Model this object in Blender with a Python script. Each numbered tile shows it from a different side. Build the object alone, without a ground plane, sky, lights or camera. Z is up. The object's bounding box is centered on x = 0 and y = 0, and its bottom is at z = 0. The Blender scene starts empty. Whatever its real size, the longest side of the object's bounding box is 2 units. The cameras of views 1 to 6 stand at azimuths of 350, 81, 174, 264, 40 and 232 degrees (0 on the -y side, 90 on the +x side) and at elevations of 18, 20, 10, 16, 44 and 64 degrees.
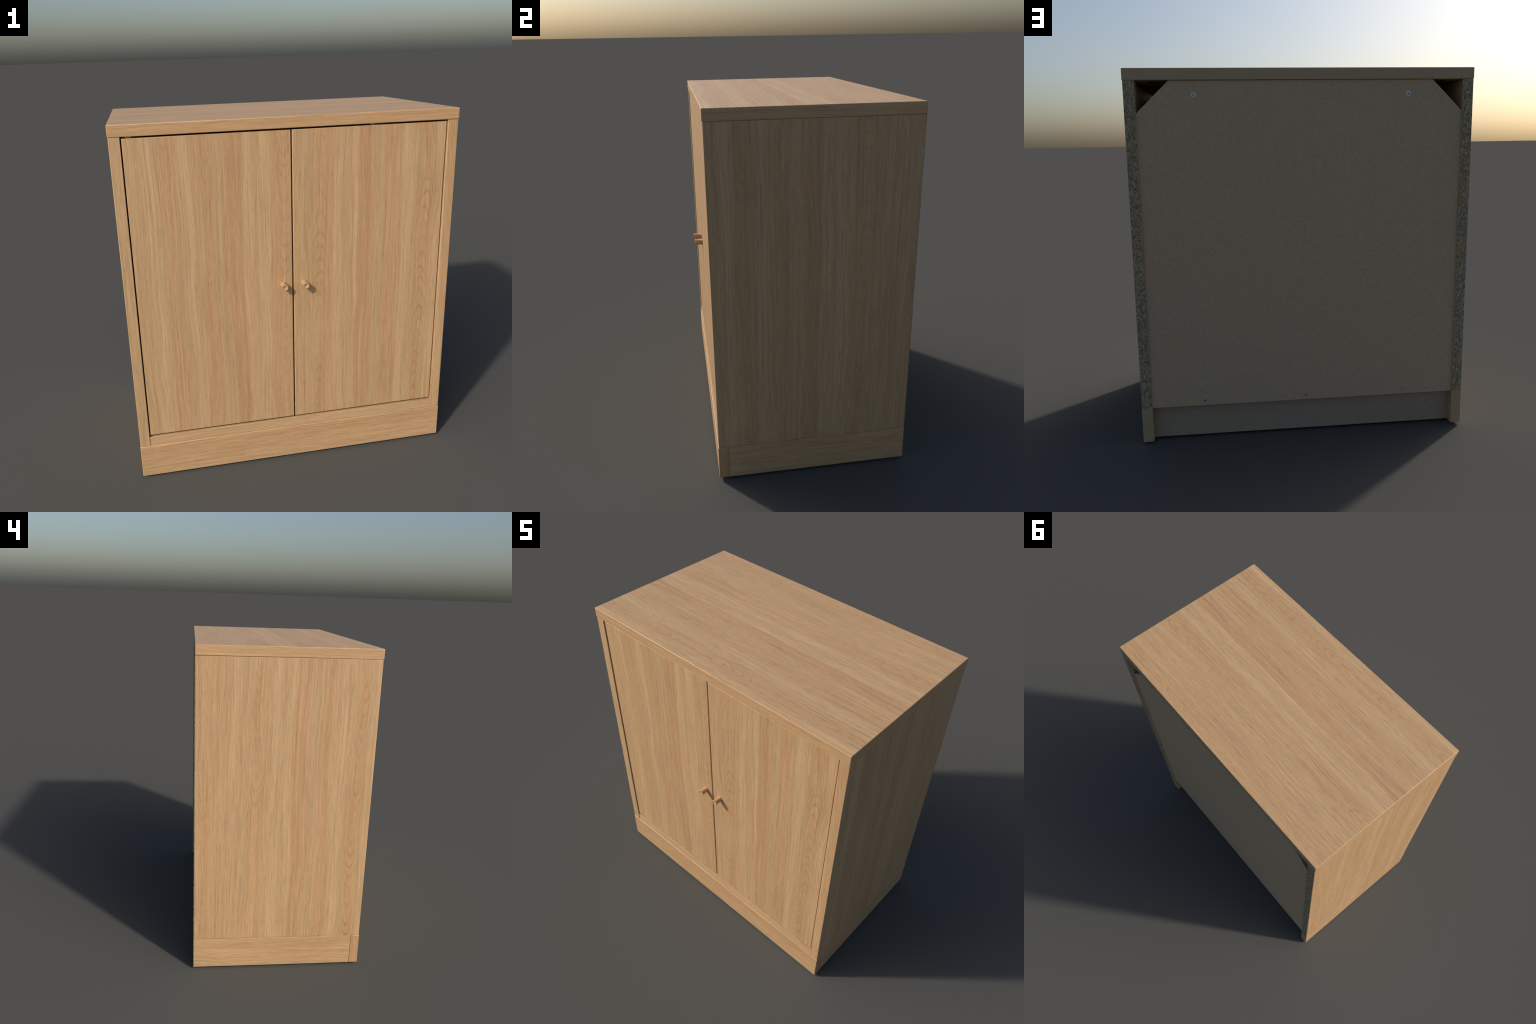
"""Two-door wooden cabinet: oak-look boards, recessed doors with turned knobs,
plinth on glides, grey hardboard back with clipped top corners."""
import bpy, bmesh, math
from mathutils import Vector, noise

# ------------------------------------------------------------------ sizes
TOP_X, TOP_Y0, TOP_Y1 = 0.9065, -0.5050, 0.5435      # overhanging top
TOP_Z0, TOP_Z1 = 1.9412, 2.0000
SIDE_OUT, SIDE_IN = 0.9042, 0.8480                    # side panels
SIDE_Y0, SIDE_Y1 = -0.5022, 0.5428
PLINTH_Z0, PLINTH_Z1 = 0.0128, 0.2075
DOOR_Y, DOOR_T = -0.4965, 0.0320
DOOR_Z0, DOOR_Z1 = 0.2740, 1.9327
BACK_Y = 0.5330

# ------------------------------------------------------------------ node helper
class Tree:
    def __init__(self, name):
        self.mat = bpy.data.materials.new(name)
        self.mat.use_nodes = True
        self.t = self.mat.node_tree
        self.t.nodes.clear()
        self.out = self.n('ShaderNodeOutputMaterial')
        self.bsdf = self.n('ShaderNodeBsdfPrincipled')
        self.t.links.new(self.bsdf.outputs[0], self.out.inputs[0])
        self.xyz = None

    def n(self, kind, **kw):
        node = self.t.nodes.new(kind)
        for k, v in kw.items():
            setattr(node, k, v)
        return node

    def put(self, sock, v):
        if hasattr(v, 'is_linked') or hasattr(v, 'links'):
            self.t.links.new(v, sock)
        else:
            sock.default_value = v

    def m(self, op, a, b=0.0, c=None):
        node = self.n('ShaderNodeMath', operation=op)
        self.put(node.inputs[0], a)
        self.put(node.inputs[1], b)
        if c is not None:
            self.put(node.inputs[2], c)
        return node.outputs[0]

    def coords(self):
        if self.xyz is None:
            tc = self.n('ShaderNodeTexCoord')
            s = self.n('ShaderNodeSeparateXYZ')
            self.t.links.new(tc.outputs['Object'], s.inputs[0])
            self.obj = tc.outputs['Object']
            self.xyz = dict(x=s.outputs[0], y=s.outputs[1], z=s.outputs[2])
        return self.xyz

    def vec(self, a, b, c):
        node = self.n('ShaderNodeCombineXYZ')
        for i, v in enumerate((a, b, c)):
            self.put(node.inputs[i], v)
        return node.outputs[0]

    def noise(self, vec, scale=1.0, detail=2.0, rough=0.5, distort=0.0):
        node = self.n('ShaderNodeTexNoise')
        self.put(node.inputs['Vector'], vec)
        node.inputs['Scale'].default_value = scale
        node.inputs['Detail'].default_value = detail
        node.inputs['Roughness'].default_value = rough
        node.inputs['Distortion'].default_value = distort
        return node.outputs['Fac']

    def ramp(self, fac, stops, interp='LINEAR'):
        node = self.n('ShaderNodeValToRGB')
        cr = node.color_ramp
        cr.interpolation = interp
        while len(cr.elements) < len(stops):
            cr.elements.new(0.5)
        for e, (p, c) in zip(cr.elements, stops):
            e.position = p
            e.color = (*c, 1) if len(c) == 3 else c
        self.put(node.inputs[0], fac)
        return node.outputs[0]

    def mix(self, fac, a, b, blend='MIX'):
        node = self.n('ShaderNodeMix', data_type='RGBA', blend_type=blend)
        self.put(node.inputs[0], fac)
        self.put(node.inputs[6], a if not isinstance(a, tuple) else (*a, 1))
        self.put(node.inputs[7], b if not isinstance(b, tuple) else (*b, 1))
        return node.outputs[2]

    def bump(self, height, strength, dist):
        node = self.n('ShaderNodeBump')
        node.inputs['Strength'].default_value = strength
        node.inputs['Distance'].default_value = dist
        self.put(node.inputs['Height'], height)
        self.t.links.new(node.outputs[0], self.bsdf.inputs['Normal'])


def srgb(r, g, b):
    f = lambda c: c / 12.92 if c <= 0.04045 else ((c + 0.055) / 1.055) ** 2.4
    return tuple(f(v / 255) for v in (r, g, b))

# wood tones (albedo)
PALE = srgb(203, 167, 125)
OLIVE = srgb(189, 156, 115)
TAN = srgb(195, 157, 115)
ORANGE = srgb(192, 151, 108)
PINK = srgb(193, 150, 111)
RED = srgb(180, 138, 99)

# One sheet of oak foil runs over every board.  Tone of the sheet across the
# grain: distance from its edge (m) -> tone.
STRIPES = [(-0.12, TAN), (-0.06, OLIVE), (-0.02, TAN), (0.02, PALE), (0.055, OLIVE), (0.085, ORANGE),
           (0.12, ORANGE), (0.155, OLIVE), (0.20, PALE), (0.235, OLIVE), (0.265, ORANGE),
           (0.315, ORANGE), (0.335, OLIVE), (0.375, OLIVE), (0.398, PINK), (0.425, RED),
           (0.445, ORANGE), (0.468, RED), (0.49, PALE), (0.54, OLIVE), (0.585, PALE),
           (0.63, TAN), (0.66, ORANGE), (0.735, TAN), (0.765, OLIVE), (0.83, TAN),
           (0.865, OLIVE), (0.89, PINK), (0.93, OLIVE), (0.975, ORANGE), (1.02, TAN), (1.10, ORANGE)]
U0, U1 = -0.12, 1.10
# cathedral columns: centre, half width, arch height, rings per metre, strength
ARCHES = [(0.100, 0.036, 0.085, 13.0, 0.80), (0.295, 0.030, 0.160, 9.0, 0.45),
          (0.695, 0.048, 0.120, 12.0, 0.55), (1.000, 0.035, 0.140, 11.0, 0.45)]


def wood(name, across, along, gain=1.0, offset=0.0, flip=False, shift=0.0, arches=(1, 1, 1, 1), gloss=0.52, skew=0.0, even=0.22, fine=1.0):
    """Oak foil.  u = gain * across-coordinate + offset runs over the sheet,
    v = along-coordinate (reversed when flip)."""
    k = Tree(name)
    c = k.coords()
    third = [a for a in 'xyz' if a not in (across, along)][0]
    v = k.m('MULTIPLY_ADD', c[along], -1.0 if flip else 1.0, shift)
    u0 = k.m('MULTIPLY_ADD', c[across], gain, offset)
    if skew:
        u0 = k.m('MULTIPLY_ADD', v, skew, u0)
    d = c[third]
    # wander of the grain
    wa = k.noise(k.vec(k.m('MULTIPLY', u0, 2.2), k.m('MULTIPLY', d, 2.2), k.m('MULTIPLY', v, 0.95)), 1.0, 2.0)
    wb = k.noise(k.vec(k.m('MULTIPLY', u0, 9.0), k.m('MULTIPLY', d, 9.0), k.m('MULTIPLY', v, 1.9)), 1.0, 1.0)
    u = k.m('MULTIPLY_ADD', k.m('SUBTRACT', wa, 0.5), 0.065, u0)
    u = k.m('MULTIPLY_ADD', k.m('SUBTRACT', wb, 0.5), 0.020, u)
    col = k.ramp(k.m('DIVIDE', k.m('SUBTRACT', u, U0), U1 - U0),
                 [((p - U0) / (U1 - U0), t) for p, t in STRIPES])
    col = k.mix(even, col, TAN)
    # long soft streaks: some redder, some paler, some olive
    def streak(fu, fd, fv, off, lo, hi, amount, tone, base):
        f = k.noise(k.vec(k.m('MULTIPLY_ADD', u, fu, off), k.m('MULTIPLY', d, fd), k.m('MULTIPLY_ADD', v, fv, off)), 1.0, 3.0, 0.6)
        return k.mix(k.ramp(f, [(lo, (0, 0, 0)), (hi, (amount,) * 3)]), base, tone)
    col = streak(62.0, 24.0, 1.6, 0.0, 0.50, 0.76, 0.68, RED, col)
    col = streak(84.0, 24.0, 2.6, 7.3, 0.50, 0.76, 0.62, PALE, col)
    col = streak(50.0, 18.0, 2.3, 3.1, 0.52, 0.74, 0.55, srgb(183, 149, 108), col)
    # bundles of thin lines, then single fibres and pores
    f0 = k.noise(k.vec(k.m('MULTIPLY', u, 125.0), k.m('MULTIPLY', d, 50.0), k.m('MULTIPLY', v, 1.0)), 1.0, 3.0, 0.65)
    f1 = k.noise(k.vec(k.m('MULTIPLY', u, 240.0), k.m('MULTIPLY', d, 120.0), k.m('MULTIPLY', v, 8.0)), 1.0, 2.0, 0.6)
    f2 = k.noise(k.vec(k.m('MULTIPLY', u, 460.0), k.m('MULTIPLY', d, 300.0), k.m('MULTIPLY', v, 24.0)), 1.0, 1.0)
    fib = k.m('ADD', k.m('ADD', k.m('MULTIPLY', f0, 0.45), k.m('MULTIPLY', f1, 0.35)), k.m('MULTIPLY', f2, 0.20))
    shade = k.m('MULTIPLY_ADD', k.m('SUBTRACT', fib, 0.5), 1.25 * fine, 1.0)
    pore = k.noise(k.vec(k.m('MULTIPLY_ADD', u, 330.0, 1.7), k.m('MULTIPLY', d, 330.0), k.m('MULTIPLY', v, 15.0)), 1.0, 1.0)
    pore = k.ramp(pore, [(0.57, (0, 0, 0)), (0.70, (1, 1, 1))])
    shade = k.m('SUBTRACT', shade, k.m('MULTIPLY', pore, 0.14 * fine))
    vein = k.noise(k.vec(k.m('MULTIPLY_ADD', u, 58.0, 4.4), k.m('MULTIPLY', d, 30.0), k.m('MULTIPLY', v, 1.1)), 1.0, 2.0, 0.6)
    vein = k.m('ABSOLUTE', k.m('SUBTRACT', vein, 0.5))
    vein = k.ramp(vein, [(0.0, (1, 1, 1)), (0.022, (0.35,) * 3), (0.05, (0, 0, 0))])
    fade = k.noise(k.vec(k.m('MULTIPLY', u, 12.0), k.m('MULTIPLY', d, 9.0), k.m('MULTIPLY', v, 2.2)), 1.0, 1.0)
    vein = k.m('MULTIPLY', vein, k.ramp(fade, [(0.40, (0, 0, 0)), (0.62, (1, 1, 1))]))
    shade = k.m('SUBTRACT', shade, k.m('MULTIPLY', vein, 0.13))
    # cathedral arches
    if arches:
        wob = k.noise(k.vec(k.m('MULTIPLY', u, 26.0), k.m('MULTIPLY', d, 9.0), k.m('MULTIPLY', v, 5.0)), 1.0, 2.0)
        pace = k.noise(k.vec(k.m('MULTIPLY', u, 3.0), 0.0, k.m('MULTIPLY', v, 3.4)), 1.0, 1.0)
        for (cu, w, a, freq, strength), share in zip(ARCHES, arches):
            q = k.m('DIVIDE', k.m('SUBTRACT', u, cu), w)
            q2 = k.m('MULTIPLY', q, q)
            f = k.m('SUBTRACT', v, k.m('MULTIPLY', k.m('MINIMUM', q2, 9.0), a))
            f = k.m('MULTIPLY_ADD', f, freq, k.m('MULTIPLY', wob, 0.8))
            f = k.m('MULTIPLY_ADD', pace, 3.2, f)
            saw = k.m('FRACT', f)
            line = k.ramp(saw, [(0.0, (1, 1, 1)), (0.10, (0.2,) * 3), (0.40, (0, 0, 0)), (0.78, (0.16,) * 3), (0.96, (1, 1, 1))])
            m = k.m('POWER', 2.718, k.m('MULTIPLY', q2, -0.42))
            patch = k.noise(k.vec(cu * 31, 0.0, k.m('MULTIPLY', v, 2.4)), 1.0, 1.0)
            m = k.m('MULTIPLY', m, k.ramp(patch, [(0.36, (0.08,) * 3), (0.66, (1, 1, 1))]))
            m = k.m('MULTIPLY', k.m('MULTIPLY', m, strength * share), line)
            col = k.mix(m, col, srgb(165, 122, 83))
    col = k.mix(1.0, col, k.vec(shade, shade, shade), 'MULTIPLY')
    k.put(k.bsdf.inputs['Base Color'], col)
    k.bsdf.inputs['Roughness'].default_value = gloss
    k.bsdf.inputs['Specular IOR Level'].default_value = 0.5
    k.bump(fib, 0.12, 0.0015)
    return k.mat


def hardboard(name, base, dark):
    k = Tree(name)
    k.coords()
    a = k.noise(k.obj, 85.0, 4.0, 0.65)
    b = k.noise(k.obj, 260.0, 2.0, 0.6)
    c = k.noise(k.obj, 5.0, 3.0, 0.6)
    col = k.mix(k.ramp(a, [(0.35, (0, 0, 0)), (0.68, (1, 1, 1))]), dark, base)
    col = k.mix(k.ramp(b, [(0.52, (0, 0, 0)), (0.72, (0.40,) * 3)]), col, tuple(v * 0.62 for v in dark))
    col = k.mix(k.ramp(c, [(0.48, (0, 0, 0)), (0.75, (0.5,) * 3)]), col, (base[0], base[1] * 0.90, base[2] * 0.86))
    k.put(k.bsdf.inputs['Base Color'], col)
    k.bsdf.inputs['Roughness'].default_value = 0.8
    k.bsdf.inputs['Specular IOR Level'].default_value = 0.25
    k.bump(b, 0.15, 0.002)
    return k.mat


def chipboard(name):
    k = Tree(name)
    c = k.coords()
    vec = k.vec(k.m('MULTIPLY', c['x'], 210.0), k.m('MULTIPLY', c['y'], 210.0), k.m('MULTIPLY', c['z'], 100.0))
    v = k.n('ShaderNodeTexVoronoi', feature='F1')
    k.put(v.inputs['Vector'], vec)
    v.inputs['Scale'].default_value = 1.0
    s = k.n('ShaderNodeSeparateColor')
    k.put(s.inputs[0], v.outputs['Color'])
    grain = k.noise(k.obj, 170.0, 3.0, 0.65)
    clump = k.noise(vec, 0.28, 3.0, 0.6)
    t = k.m('ADD', k.m('MULTIPLY', s.outputs[0], 0.36), k.m('MULTIPLY', grain, 0.40))
    t = k.m('ADD', t, k.m('MULTIPLY', clump, 0.36))
    col = k.ramp(t, [(0.32, srgb(98, 86, 66)), (0.48, srgb(134, 120, 96)), (0.64, srgb(158, 144, 118)), (0.84, srgb(192, 178, 152))])
    k.put(k.bsdf.inputs['Base Color'], col)
    k.bsdf.inputs['Roughness'].default_value = 0.9
    k.bsdf.inputs['Specular IOR Level'].default_value = 0.2
    k.bump(grain, 0.15, 0.002)
    return k.mat


def plain(name, col, rough, metal=0.0):
    k = Tree(name)
    k.coords()
    a = k.noise(k.obj, 60.0, 3.0)
    k.put(k.bsdf.inputs['Base Color'], k.mix(a, tuple(v * 0.85 for v in col), tuple(min(1, v * 1.12) for v in col)))
    k.bsdf.inputs['Roughness'].default_value = rough
    k.bsdf.inputs['Metallic'].default_value = metal
    return k.mat

# ------------------------------------------------------------------ geometry helpers
ROOT = bpy.data.objects.new('wooden_cabinet', None)
bpy.context.scene.collection.objects.link(ROOT)
ROOT['label'] = 'light oak two-door cabinet with round knobs and plinth'
ROOT['category'] = 'cabinet'


def add(name, bm, mats, parent=ROOT, smooth=True):
    me = bpy.data.meshes.new(name)
    bm.to_mesh(me)
    bm.free()
    for m in mats:
        me.materials.append(m)
    if smooth:
        me.shade_smooth()
        me.set_sharp_from_angle(angle=math.radians(50))
    ob = bpy.data.objects.new(name, me)
    bpy.context.scene.collection.objects.link(ob)
    ob.parent = parent
    return ob


def board(name, lo, hi, mats, pick, bevel=0.003, parent=ROOT, segments=3):
    """Rounded slab; pick(normal) gives the material slot of each face."""
    bm = bmesh.new()
    bmesh.ops.create_cube(bm, size=1.0)
    for v in bm.verts:
        for i in range(3):
            v.co[i] = lo[i] if v.co[i] < 0 else hi[i]
    if bevel:
        bmesh.ops.bevel(bm, geom=list(bm.edges), offset=bevel, segments=segments, profile=0.5, affect='EDGES')
    bm.normal_update()
    for f in bm.faces:
        f.material_index = pick(f.normal)
    ob = add(name, bm, mats, parent)
    for p in ob.data.polygons:                # broad faces stay dead flat, only the rounds are smooth
        if max(abs(c) for c in p.normal) > 0.9995:
            p.use_smooth = False
    return ob


def lathe(name, profile, mats, axis_to, at, parent, steps=40):
    """Turn (radius, height) points about an axis."""
    bm = bmesh.new()
    rings = []
    for r, h in profile:
        if r < 1e-6:
            rings.append([bm.verts.new((0, 0, h))])
        else:
            rings.append([bm.verts.new((r * math.cos(a), r * math.sin(a), h))
                          for a in (2 * math.pi * i / steps for i in range(steps))])
    for p, q in zip(rings, rings[1:]):
        for i in range(steps):
            j = (i + 1) % steps
            if len(p) == 1 and len(q) > 1:
                bm.faces.new((p[0], q[j], q[i]))
            elif len(q) == 1:
                bm.faces.new((p[i], p[j], q[0]))
            else:
                bm.faces.new((p[i], p[j], q[j], q[i]))
    bmesh.ops.recalc_face_normals(bm, faces=bm.faces)
    rot = Vector((0, 0, 1)).rotation_difference(Vector(axis_to)).to_matrix()
    for v in bm.verts:
        v.co = rot @ v.co
    ob = add(name, bm, mats, parent)
    ob.location = at
    return ob

# ------------------------------------------------------------------ materials
oak_top = wood('oak_top', 'y', 'x', 1.0, 0.505, flip=True, shift=0.3, arches=(0.65, 0.75, 0.8, 0.8), even=0.30, fine=1.2)
oak_top_edge = wood('oak_top_edge', 'z', 'x', -1.2, 3.03, arches=None)
oak_top_end = wood('oak_top_end', 'z', 'y', -1.2, 3.03, arches=None)
oak_left = wood('oak_left_side', 'y', 'z', 1.0, 0.505, arches=(1.0, 0.5, 0.8, 0.8))
oak_right = wood('oak_right_side', 'y', 'z', 1.0, 0.435, shift=0.55, arches=(0.6, 0.7, 0.7, 0.5))
oak_door_left = wood('oak_door_left', 'x', 'z', 1.0, 0.743, shift=1.1, even=0.24, arches=(0.15, 0.7, 0.8, 0.0))
oak_door_right = wood('oak_door_right', 'x', 'z', -1.0, 0.842, flip=True, even=0.24, arches=(0.85, 0.65, 0.8, 0.0))
oak_stile = wood('oak_front_edge', 'x', 'z', 1.0, -0.32, shift=1.4, arches=None, skew=0.035)
oak_stile_l = wood('oak_front_edge_left', 'x', 'z', 1.0, 1.42, shift=2.4, arches=None)
oak_plinth = wood('oak_plinth', 'z', 'x', -0.8, 0.79, arches=None, shift=0.8)
oak_plinth_side = wood('oak_plinth_side', 'z', 'y', -0.8, 0.79, arches=None)
oak_plinth_end = wood('oak_plinth_end', 'y', 'z', 1.0, 0.925, arches=None, even=0.0)
oak_rail = wood('oak_rail', 'z', 'x', -1.4, 0.92, arches=None, shift=2.0)
oak_inner = wood('oak_inner', 'y', 'z', 1.0, 0.4, arches=None)
oak_knob = wood('oak_knob', 'x', 'y', 2.0, 0.69, arches=None, gloss=0.4)
edge_back = plain('back_edge_foil', srgb(170, 147, 113), 0.6)
board_back = hardboard('hardboard', srgb(188, 165, 136), srgb(176, 153, 126))
board_plinth = hardboard('hardboard_plinth', srgb(164, 146, 126), srgb(152, 135, 117))
chip = chipboard('chipboard')
steel = plain('zinc_steel', srgb(200, 202, 208), 0.45, 0.0)
nail_grey = plain('nail_grey', srgb(128, 130, 136), 0.5)
slot = plain('slot_shadow', srgb(30, 32, 36), 0.7)
rubber = plain('black_plastic', srgb(24, 23, 22), 0.6)

# ------------------------------------------------------------------ top
def top_pick(n):
    if abs(n.z) > 0.72:
        return 0
    if abs(n.x) > abs(n.y):
        return 2
    return 3 if n.y > 0 else 1
board('top_panel', (-TOP_X, TOP_Y0, TOP_Z0), (TOP_X, TOP_Y1, TOP_Z1),
      [oak_top, oak_top_edge, oak_top_end, edge_back], top_pick, 0.0036)

# ------------------------------------------------------------------ side panels with raw chipboard back edge
def raw_edge(parent, x0, x1):
    """Sawn chipboard: a thin strip whose back face is pitted by noise."""
    y0, y1 = SIDE_Y1 - 0.004, SIDE_Y1
    z0, z1 = PLINTH_Z1 + 0.0012, TOP_Z0 - 0.0006
    nx, nz = 18, 560
    bm = bmesh.new()
    grid = []
    for j in range(nz + 1):
        row = []
        for i in range(nx + 1):
            x = x0 + (x1 - x0) * i / nx
            z = z0 + (z1 - z0) * j / nz
            y = y1 + 0.0011 * noise.noise((x * 95, 3.7, z * 48)) + 0.0004 * noise.noise((x * 260, 9.1, z * 150))
            row.append(bm.verts.new((x, y, z)))
        grid.append(row)
    for j in range(nz):
        for i in range(nx):
            bm.faces.new((grid[j][i], grid[j + 1][i], grid[j + 1][i + 1], grid[j][i + 1]))
    rim = [e for e in bm.edges if e.is_boundary]
    ext = bmesh.ops.extrude_edge_only(bm, edges=rim)
    for g in ext['geom']:
        if isinstance(g, bmesh.types.BMVert):
            g.co.y = y0
    bmesh.ops.recalc_face_normals(bm, faces=bm.faces)
    add('chipboard_edge', bm, [chip], parent)

for sgn, main, stile in ((-1, oak_left, oak_stile_l), (1, oak_right, oak_stile)):
    def side_pick(n, sgn=sgn):
        if n.x * sgn > 0.72:
            return 0
        if n.y < -0.6:
            return 1
        return 2
    xs = sorted((sgn * SIDE_OUT, sgn * SIDE_IN))
    p = board('side_panel', (xs[0], SIDE_Y0, PLINTH_Z1 + 0.0008), (xs[1], SIDE_Y1 - 0.0019, TOP_Z0 - 0.0004),
              [main, stile, oak_inner], side_pick, 0.0028)
    raw_edge(p, xs[0] + 0.0012, xs[1] - 0.0012)

# ------------------------------------------------------------------ doors and knobs
KNOB = [(0.0, 0.0), (0.0165, 0.0), (0.0172, 0.0012), (0.0172, 0.0034), (0.0160, 0.0058), (0.0157, 0.0120),
        (0.0161, 0.0250), (0.0172, 0.0400), (0.0180, 0.0478), (0.0180, 0.0490), (0.0173, 0.0502),
        (0.0162, 0.0505), (0.0132, 0.0502), (0.0112, 0.0492), (0.0088, 0.0472), (0.0050, 0.0460), (0.0, 0.0457)]
for x0, x1, mat, kx in ((-0.8420, -0.0054, oak_door_left, -0.0572), (0.0020, 0.8420, oak_door_right, 0.0597)):
    door = board('door', (x0, DOOR_Y, DOOR_Z0), (x1, DOOR_Y + DOOR_T, DOOR_Z1), [mat], lambda n: 0, 0.0030)
    lathe('knob', [(r, h * 0.932) for r, h in KNOB], [oak_knob], (0, -1, 0), (kx, DOOR_Y, 1.1025), door)

# ------------------------------------------------------------------ floor board, plinth, back
board('bottom_shelf', (-SIDE_IN + 0.0006, -0.4992, PLINTH_Z1 + 0.0008), (SIDE_IN - 0.0006, 0.4810, 0.2618),
      [oak_rail], lambda n: 0, 0.0018)

board('shelf', (-SIDE_IN + 0.0010, -0.4400, 1.3200), (SIDE_IN - 0.0010, 0.4800, 1.3740),
      [oak_inner], lambda n: 0, 0.0018)

PLINTH = bpy.data.objects.new('plinth', None)
bpy.context.scene.collection.objects.link(PLINTH)
PLINTH.parent = ROOT
board('plinth_front_board', (-0.9056, -0.5048, PLINTH_Z0), (0.9056, -0.4495, PLINTH_Z1),
      [oak_plinth, oak_plinth_end], lambda n: 1 if abs(n.x) > 0.72 else 0, 0.0036, PLINTH)
for sgn in (-1, 1):
    xs = sorted((sgn * 0.9046, sgn * 0.8476))
    board('plinth_side_board', (xs[0], -0.4487, PLINTH_Z0), (xs[1], 0.5425, PLINTH_Z1),
          [oak_plinth_side, edge_back], lambda n: 1 if n.y > 0.72 else 0, 0.0012, PLINTH)
board('plinth_back_board', (-0.8470, 0.4600, PLINTH_Z0 + 0.0006), (0.8470, 0.4890, 0.2048),
      [board_plinth], lambda n: 0, 0.0008, PLINTH)

# back panel: thick faced board with both upper corners clipped at 45 degrees
cut = 0.162
outline = [(-0.8476, 0.2055), (0.8476, 0.2055), (0.8476, TOP_Z0 - cut), (0.8476 - cut - 0.006, TOP_Z0 - 0.001),
           (-0.8476 + cut, TOP_Z0 - 0.001), (-0.8476, TOP_Z0 - cut + 0.002)]
bm = bmesh.new()
face = bm.faces.new([bm.verts.new((x, BACK_Y, z)) for x, z in outline])
ext = bmesh.ops.extrude_face_region(bm, geom=[face])
for g in ext['geom']:
    if isinstance(g, bmesh.types.BMVert):
        g.co.y -= 0.0330
bmesh.ops.recalc_face_normals(bm, faces=bm.faces)
bm.normal_update()
for f in bm.faces:                                   # sawn rims show the chipboard core
    f.material_index = 0 if abs(f.normal.y) > 0.5 else 1
back = add('back_panel', bm, [board_back, chip], ROOT, smooth=False)


def cross_screw(at, r, parent):
    """Countersunk screw: shallow domed head with dark crossed bars at its centre."""
    head = lathe('screw', [(r, -0.002), (r, 0.0004), (r * 0.86, 0.0016), (r * 0.4, 0.0022), (0.0, 0.0024)],
                 [steel], (0, 1, 0), at, parent, 28)
    bm = bmesh.new()
    for w, h in ((r * 0.75, r * 0.16), (r * 0.16, r * 0.75)):
        c = bmesh.ops.create_cube(bm, size=1.0)
        for v in c['verts']:
            v.co = Vector((v.co.x * w, v.co.y * 0.002 + 0.0020, v.co.z * h))
    add('dark_cross_bars', bm, [slot], head, smooth=False)

for x in (-0.5555, 0.5577):
    cross_screw((x, BACK_Y, 1.8690), 0.0135, back)
for x, r in ((-0.5555, 0.0045), (-0.0040, 0.0070), (0.5587, 0.0070)):
    nail = lathe('nail', [(r, -0.002), (r, 0.0006), (r * 0.72, 0.0016), (r * 0.44, 0.0017)], [nail_grey], (0, 1, 0),
                 (x, BACK_Y, 0.2335), back, 20)
    lathe('punch_mark', [(r * 0.47, 0.0016), (0.0, 0.0012)], [slot], (0, 1, 0), (0, 0, 0), nail, 16)

# ------------------------------------------------------------------ glides under the plinth
for sgn in (-1, 1):
    for y in (-0.4300, 0.4310):
        lathe('glide', [(0.0, 0.0), (0.017, 0.0), (0.0205, 0.0022), (0.0215, 0.0060), (0.0215, PLINTH_Z0 + 0.0008), (0.0, PLINTH_Z0 + 0.0008)],
              [rubber], (0, 0, 1), (sgn * 0.8755, y, 0.0), PLINTH, 28)

# dark cam fittings let into the underside of the top, by the clipped back corners
for x in (-0.765, 0.765):
    lathe('cam_fitting', [(0.0, 0.0), (0.020, 0.0), (0.020, 0.0030), (0.0, 0.0030)], [rubber], (0, 0, -1),
          (x, 0.4550, TOP_Z0 + 0.0010), ROOT, 24)
